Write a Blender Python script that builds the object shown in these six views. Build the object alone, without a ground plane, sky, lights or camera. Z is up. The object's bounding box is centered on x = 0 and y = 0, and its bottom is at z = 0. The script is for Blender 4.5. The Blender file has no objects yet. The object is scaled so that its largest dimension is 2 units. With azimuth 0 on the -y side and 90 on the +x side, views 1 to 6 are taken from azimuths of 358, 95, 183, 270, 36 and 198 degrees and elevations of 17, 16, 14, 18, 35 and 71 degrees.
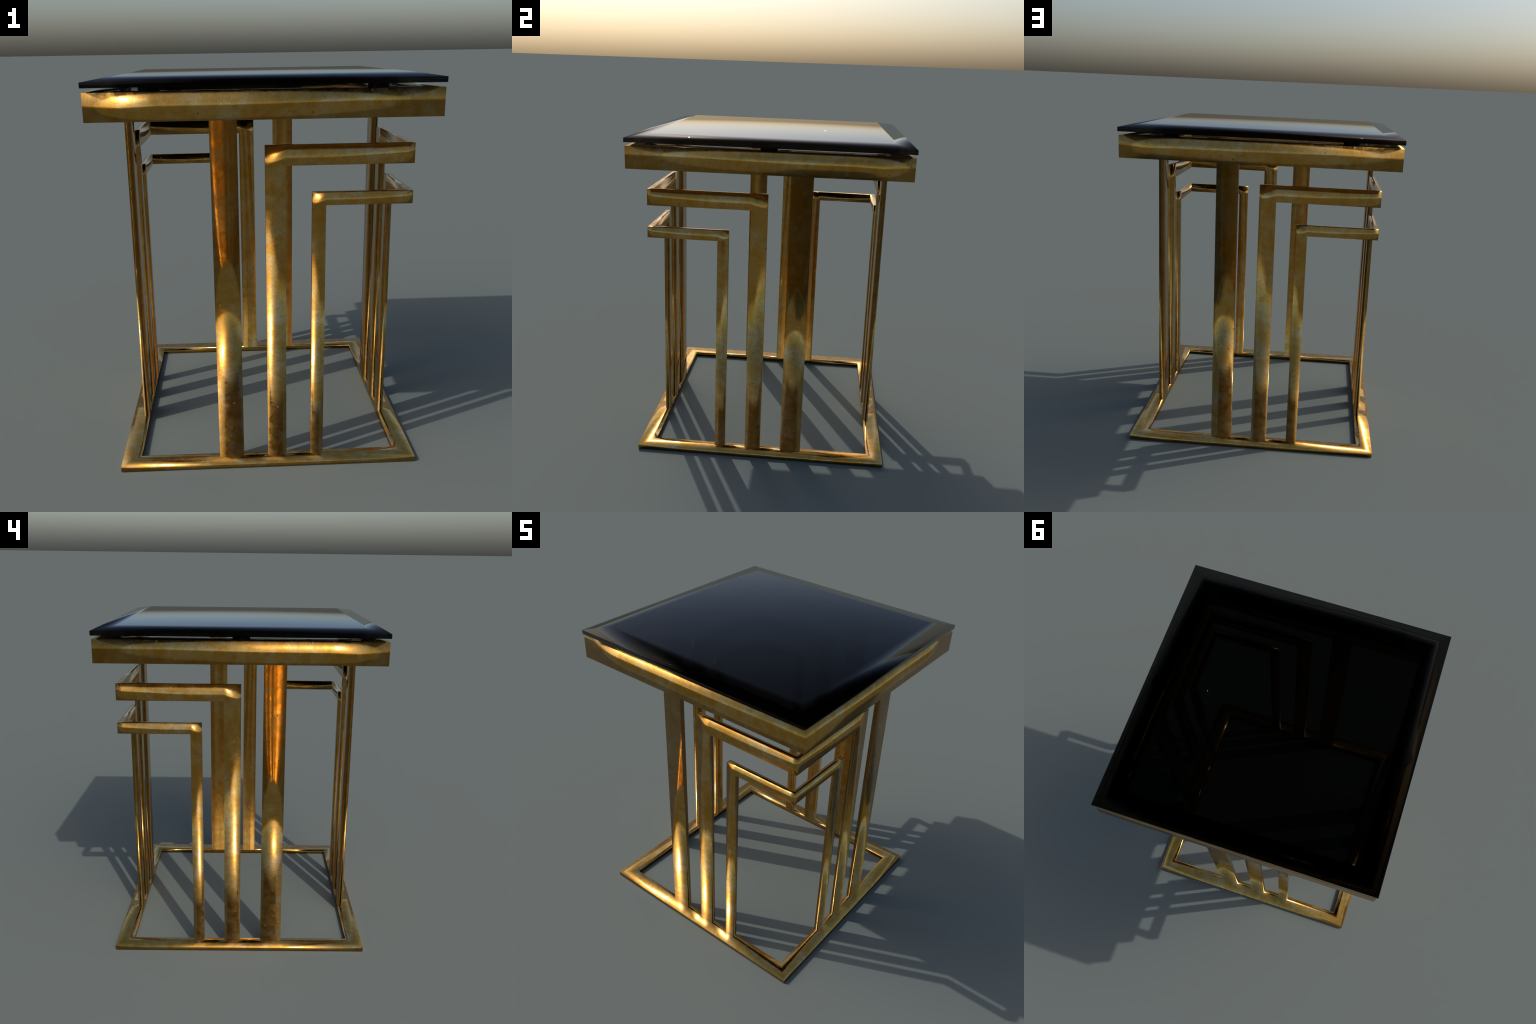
"""Side table: welded brass frame of stepped flat bars, bevelled dark glass top on rubber pads."""
import bpy, bmesh, math
from mathutils import Vector

# ------------------------------------------------------------------ sizes (metres)
D_IN, D_LEG = 0.677, 0.7098          # inner face of every bar / outer face of the legs
D_BASE, D_FRAME = 0.775, 0.807      # outer faces of base ring and top frame
S_FRAME = 0.484                     # the top frame is also cut here, three fifths out from the middle
Z_BASE = 0.029                      # height of the base ring
Z_F0, Z_F1 = 1.806, 1.935           # top frame, underside and top
WIDE = (-0.2575, -0.1285)             # the three uprights, positions along a side
MID = (0.000, 0.0975)
SLIM = (0.2260, 0.2915)
MID_ARM = (1.581, 1.678)            # heights of the two horizontal arms
SLIM_ARM = (1.387, 1.451)
GLASS_HALF, GLASS_FLAT = 0.812, 0.690
Z_G0, Z_G1, Z_G2 = 1.955, 1.980, 2.000

# side-local (s along, d outwards) to world; arms of neighbouring sides meet at s = d
SIDES = [lambda s, d: (s, -d), lambda s, d: (d, -s), lambda s, d: (-s, d), lambda s, d: (-d, s)]


# ------------------------------------------------------------------ node helpers
class Nodes:
    def __init__(self, name):
        self.mat = bpy.data.materials.new(name)
        self.mat.use_nodes = True
        self.nt = self.mat.node_tree
        self.bsdf = self.nt.nodes["Principled BSDF"]

    def add(self, kind, **inputs):
        n = self.nt.nodes.new(kind)
        for k, v in inputs.items():
            if k.startswith("_"):
                setattr(n, k[1:], v)
        return n

    def link(self, a, b):
        self.nt.links.new(a, b)

    def noise(self, coord, scale, detail=4.0, rough=0.55, distort=0.0):
        n = self.nt.nodes.new("ShaderNodeTexNoise")
        n.inputs["Scale"].default_value = scale
        n.inputs["Detail"].default_value = detail
        n.inputs["Roughness"].default_value = rough
        n.inputs["Distortion"].default_value = distort
        self.link(coord, n.inputs["Vector"])
        return n.outputs["Fac"]

    def ramp(self, fac, stops, interp="LINEAR"):
        n = self.nt.nodes.new("ShaderNodeValToRGB")
        cr = n.color_ramp
        cr.interpolation = interp
        while len(cr.elements) < len(stops):
            cr.elements.new(0.5)
        for e, (p, c) in zip(cr.elements, stops):
            e.position = p
            e.color = c if len(c) == 4 else (*c, 1.0)
        self.link(fac, n.inputs["Fac"])
        return n.outputs["Color"]

    def mix(self, fac, a, b, mode="MIX"):
        n = self.nt.nodes.new("ShaderNodeMix")
        n.data_type = "RGBA"
        n.blend_type = mode
        for sock, v in ((n.inputs[0], fac), (n.inputs[6], a), (n.inputs[7], b)):
            if hasattr(v, "is_linked"):
                self.link(v, sock)
            elif isinstance(v, tuple):
                sock.default_value = v if len(v) == 4 else (*v, 1.0)
            else:
                sock.default_value = v
        return n.outputs[2]

    def math(self, op, a, b=0.0, clamp=False):
        n = self.nt.nodes.new("ShaderNodeMath")
        n.operation = op
        n.use_clamp = clamp
        for sock, v in zip(n.inputs, (a, b)):
            if hasattr(v, "is_linked"):
                self.link(v, sock)
            else:
                sock.default_value = v
        return n.outputs[0]


def grey(v):
    return (v, v, v, 1.0)


def brass_material():
    m = Nodes("aged_brass")
    tc = m.nt.nodes.new("ShaderNodeTexCoord")
    P = tc.outputs["Object"]
    # cloudy patina: golden brown, plain brass, greyish rubbed patches
    cloud = m.noise(P, 7.0, 6.0, 0.62, 0.5)
    base = m.ramp(cloud, [(0.34, (0.53, 0.262, 0.045)), (0.45, (0.57, 0.305, 0.062)),
                          (0.55, (0.59, 0.350, 0.095)), (0.67, (0.61, 0.425, 0.18))])
    blot = m.noise(P, 24.0, 4.0, 0.6, 0.3)
    base = m.mix(m.ramp(blot, [(0.47, grey(0)), (0.66, grey(0.7))]), base, (0.49, 0.240, 0.040))
    haze = m.noise(P, 15.0, 4.0, 0.6, 0.2)
    base = m.mix(m.ramp(haze, [(0.51, grey(0)), (0.71, grey(0.65))]), base, (0.58, 0.43, 0.21))
    grain = m.noise(P, 130.0, 4.0, 0.7)
    base = m.mix(m.ramp(grain, [(0.32, grey(0.55)), (0.50, grey(0))]), base, (0.38, 0.20, 0.05))
    # pits: small dark specks, sparse and slightly drawn out
    pits = spots(m, P, (0.3, 0.2, 0.5), (20.0, 36.0, 20.0), 0.115, 0.74)
    base = m.mix(m.math("MULTIPLY", pits, 0.6), base, (0.13, 0.085, 0.06))
    # hairline scratches: needle-shaped cells in a few directions, bent a little
    warp = m.nt.nodes.new("ShaderNodeTexNoise")
    warp.inputs["Scale"].default_value = 7.0
    warp.inputs["Detail"].default_value = 1.0
    m.link(P, warp.inputs["Vector"])
    off = m.nt.nodes.new("ShaderNodeVectorMath")
    off.operation = "MULTIPLY_ADD"
    m.link(warp.outputs["Color"], off.inputs[0])
    off.inputs[1].default_value = (0.05, 0.05, 0.05)
    m.link(P, off.inputs[2])
    scratch = None
    for rot, sc in (((0.0, 0.5, 0.0), (7, 260, 90)), ((0.0, -0.9, 0.2), (6, 240, 80)),
                    ((0.6, 0.2, 1.5), (7, 250, 90)), ((-0.5, 0.0, 1.7), (6, 230, 80))):
        one = spots(m, off.outputs[0], rot, sc, 0.26, 0.90)
        scratch = one if scratch is None else m.math("MAXIMUM", scratch, one)
    worn = m.ramp(m.noise(P, 4.5, 3.0), [(0.46, grey(0.1)), (0.60, grey(1.0))])
    scratch = m.math("MULTIPLY", scratch, worn)
    base = m.mix(m.math("MULTIPLY", scratch, 0.3), base, (0.70, 0.44, 0.16))
    m.link(base, m.bsdf.inputs["Base Color"])
    m.bsdf.inputs["Metallic"].default_value = 1.0
    rough = m.ramp(m.noise(P, 22.0, 5.0, 0.65, 0.4), [(0.30, grey(0.11)), (0.70, grey(0.245))])
    rough = m.mix(m.math("MULTIPLY", scratch, 0.35), rough, grey(0.38))
    rough = m.mix(m.math("MULTIPLY", pits, 0.8), rough, grey(0.6))
    m.link(rough, m.bsdf.inputs["Roughness"])
    bump = m.nt.nodes.new("ShaderNodeBump")
    bump.inputs["Strength"].default_value = 0.09
    bump.inputs["Distance"].default_value = 0.002
    h = m.math("SUBTRACT", m.noise(P, 70.0, 4.0, 0.6), m.math("MULTIPLY", pits, 0.6))
    m.link(h, bump.inputs["Height"])
    m.link(bump.outputs[0], m.bsdf.inputs["Normal"])
    return m.mat


def spots(m, coord, rot, scale, radius, keep_above):
    """Random blobs (Voronoi cells in stretched, turned space); a share of the cells is left out."""
    mp = m.nt.nodes.new("ShaderNodeMapping")
    mp.vector_type = "TEXTURE"
    mp.inputs["Rotation"].default_value = rot
    mp.inputs["Scale"].default_value = tuple(1.0 / v for v in scale)
    m.link(coord, mp.inputs["Vector"])
    vor = m.nt.nodes.new("ShaderNodeTexVoronoi")
    vor.inputs["Scale"].default_value = 1.0
    m.link(mp.outputs[0], vor.inputs["Vector"])
    sep = m.nt.nodes.new("ShaderNodeSeparateColor")
    m.link(vor.outputs["Color"], sep.inputs[0])
    return m.math("MULTIPLY", m.math("LESS_THAN", vor.outputs["Distance"], radius),
                  m.math("GREATER_THAN", sep.outputs[0], keep_above))


def glass_material():
    m = Nodes("smoked_glass")
    # black mirror: hardly any glare face-on, a full reflection at grazing angles,
    # and a trace of the frame showing through
    m.bsdf.inputs["Base Color"].default_value = (0.0002, 0.0002, 0.0002, 1)
    m.bsdf.inputs["Metallic"].default_value = 1.0
    m.bsdf.inputs["Roughness"].default_value = 0.01
    m.bsdf.inputs["Alpha"].default_value = 0.90
    return m.mat


def rubber_material():
    m = Nodes("black_rubber")
    tc = m.nt.nodes.new("ShaderNodeTexCoord")
    c = m.ramp(m.noise(tc.outputs["Object"], 60.0), [(0.3, grey(0.0006)), (0.7, grey(0.0012))])
    m.link(c, m.bsdf.inputs["Base Color"])
    m.bsdf.inputs["Roughness"].default_value = 0.35
    m.bsdf.inputs["Specular IOR Level"].default_value = 0.05
    return m.mat


BRASS, GLASS, RUBBER = brass_material(), glass_material(), rubber_material()


# ------------------------------------------------------------------ the welded brass skeleton
def build_cells():
    """Every bar is a chain of six-faced cells that share whole faces with their neighbours.
    A cell is (part key, s range at inner d, s range at outer d, d range, z range, side)."""
    cells = []
    for k in range(4):
        # base ring: mitred corners, split where the uprights stand
        cuts = [None, *WIDE, *MID, *SLIM, None]
        for d0, d1 in ((D_IN, D_LEG), (D_LEG, D_BASE)):
            for a, b in zip(cuts, cuts[1:]):
                lo = (-d0, -d1) if a is None else (a, a)
                hi = (d0, d1) if b is None else (b, b)
                cells.append((("base_ring",), lo, hi, (d0, d1), (0.0, Z_BASE), k))
        # top frame ring
        cuts = [None, -S_FRAME, *WIDE, None]
        for d0, d1 in ((D_IN, D_LEG), (D_LEG, D_FRAME)):
            for a, b in zip(cuts, cuts[1:]):
                lo = (-d0, -d1) if a is None else (a, a)
                hi = (d0, d1) if b is None else (b, b)
                cells.append((("top_frame",), lo, hi, (d0, d1), (Z_F0, Z_F1), k))
        dd = (D_IN, D_LEG)
        two = lambda r: ((r[0], r[0]), (r[1], r[1]))
        cells.append((("wide_leg", k), *two(WIDE), dd, (Z_BASE, Z_F0), k))
        for name, leg, arm in (("medium", MID, MID_ARM), ("slim", SLIM, SLIM_ARM)):
            cells.append(((name + "_leg", k), *two(leg), dd, (Z_BASE, arm[0]), k))
            cells.append(((name + "_arm", k), *two(leg), dd, arm, k))
            cells.append(((name + "_arm", k), (leg[1], leg[1]), (D_IN, D_IN), dd, arm, k))
            if k % 2 == 0:                  # square block where two arms meet at the corner
                cells.append(((name + "_arm", k), (D_IN, D_IN), (D_LEG, D_LEG), dd, arm, k))
    return cells


def cell_faces(cell):
    key, lo, hi, (d0, d1), (z0, z1), k = cell
    w = SIDES[k]
    # (s at d0, s at d1) for low and high end
    P = {}
    for i, ends in enumerate((lo, hi)):
        for j, d in enumerate((d0, d1)):
            for l, z in enumerate((z0, z1)):
                x, y = w(ends[j], d)
                P[i, j, l] = (round(x, 5), round(y, 5), round(z, 5))
    quads = [[(0, 0, 0), (0, 1, 0), (0, 1, 1), (0, 0, 1)], [(1, 0, 0), (1, 0, 1), (1, 1, 1), (1, 1, 0)],
             [(0, 0, 0), (0, 0, 1), (1, 0, 1), (1, 0, 0)], [(0, 1, 0), (1, 1, 0), (1, 1, 1), (0, 1, 1)],
             [(0, 0, 0), (1, 0, 0), (1, 1, 0), (0, 1, 0)], [(0, 0, 1), (0, 1, 1), (1, 1, 1), (1, 0, 1)]]
    return [[P[c] for c in q] for q in quads]


def weld_skeleton():
    faces = {}
    for cell in build_cells():
        for pts in cell_faces(cell):
            fk = frozenset(pts)
            if fk in faces:
                faces[fk] = None            # shared by two cells: inside the metal
            else:
                faces[fk] = (pts, cell[0])
    bm = bmesh.new()
    verts, keys, part = {}, [], bm.faces.layers.int.new("part")
    for item in faces.values():
        if item is None:
            continue
        pts, key = item
        if key not in keys:
            keys.append(key)
        f = bm.faces.new([verts.setdefault(p, None) or verts.__setitem__(p, bm.verts.new(p)) or verts[p] for p in pts])
        f[part] = keys.index(key)
        f.smooth = True
    bmesh.ops.recalc_face_normals(bm, faces=bm.faces)
    # the top of the frame is one plain strip from outer to inner edge
    def on_leg_plane(e):
        return all(abs(v.co.z - Z_F1) < 1e-4 and abs(max(abs(v.co.x), abs(v.co.y)) - D_LEG) < 1e-4 for v in e.verts)
    bmesh.ops.dissolve_edges(bm, edges=[e for e in bm.edges if on_leg_plane(e)], use_verts=True)
    for f in bm.faces:
        f.smooth = True
    bm.normal_update()
    return bm, part, keys


root = bpy.data.objects.new("side_table", None)
bpy.context.scene.collection.objects.link(root)
root["label"] = "square brass side table with stepped bars and dark glass top"
root["category"] = "side table"


def add_object(name, mesh, mat, parent=root):
    ob = bpy.data.objects.new(name, mesh)
    mesh.materials.append(mat)
    bpy.context.scene.collection.objects.link(ob)
    ob.parent = parent
    return ob


bm, part, keys = weld_skeleton()
made = {}
for idx, key in enumerate(keys):
    fs = [f for f in bm.faces if f[part] == idx]
    vs, polys = {}, []
    for f in fs:
        polys.append([vs.setdefault(v, len(vs)) for v in f.verts])
    me = bpy.data.meshes.new(key[0])
    me.from_pydata([tuple(v.co) for v in vs], [], polys)
    me.polygons.foreach_set("use_smooth", [True] * len(polys))
    me.update()
    me.normals_split_custom_set_from_vertices([tuple(v.normal) for v in vs])
    made[key] = add_object(key[0], me, BRASS)
bm.free()
for (name, *k), ob in made.items():         # an arm hangs on its upright
    if name.endswith("_arm"):
        ob.parent = made[(name.replace("_arm", "_leg"), *k)]


# ------------------------------------------------------------------ glass
def glass_mesh():
    bm = bmesh.new()
    loops = []
    for h, z in ((GLASS_HALF, Z_G0), (GLASS_HALF, Z_G1), (GLASS_FLAT, Z_G2)):
        loops.append([bm.verts.new((sx * h, sy * h, z)) for sx, sy in ((-1, -1), (1, -1), (1, 1), (-1, 1))])
    bm.faces.new(loops[0][::-1])
    bm.faces.new(loops[-1])
    for lo, hi in zip(loops, loops[1:]):
        for i in range(4):
            j = (i + 1) % 4
            bm.faces.new((lo[i], lo[j], hi[i]))          # facets run corner to corner this way
            bm.faces.new((lo[j], hi[j], hi[i]))
    for f in bm.faces:
        f.smooth = True
    me = bpy.data.meshes.new("glass_top")
    bm.to_mesh(me)
    bm.free()
    return me


add_object("glass_top", glass_mesh(), GLASS)

# ------------------------------------------------------------------ rubber pads under the glass
bm = bmesh.new()
bmesh.ops.create_cone(bm, cap_ends=True, segments=40, radius1=0.049, radius2=0.049, depth=Z_G0 - Z_F1 - 0.001)
bmesh.ops.bevel(bm, geom=[e for e in bm.edges if abs(e.verts[0].co.z - e.verts[1].co.z) < 1e-6],
                offset=0.001, segments=2, affect="EDGES")
pad_mesh = bpy.data.meshes.new("rubber_pad")
bm.to_mesh(pad_mesh)
bm.free()
pad_mesh.materials.append(RUBBER)
PAD_D = (D_IN + D_FRAME) / 2
for x, y in ((PAD_D, 0), (-PAD_D, 0), (0.518, -PAD_D), (-0.518, -PAD_D), (0.518, PAD_D), (-0.518, PAD_D)):
    ob = bpy.data.objects.new("rubber_pad", pad_mesh)
    bpy.context.scene.collection.objects.link(ob)
    ob.location = (x, y, (Z_G0 + Z_F1) / 2)
    ob.parent = root
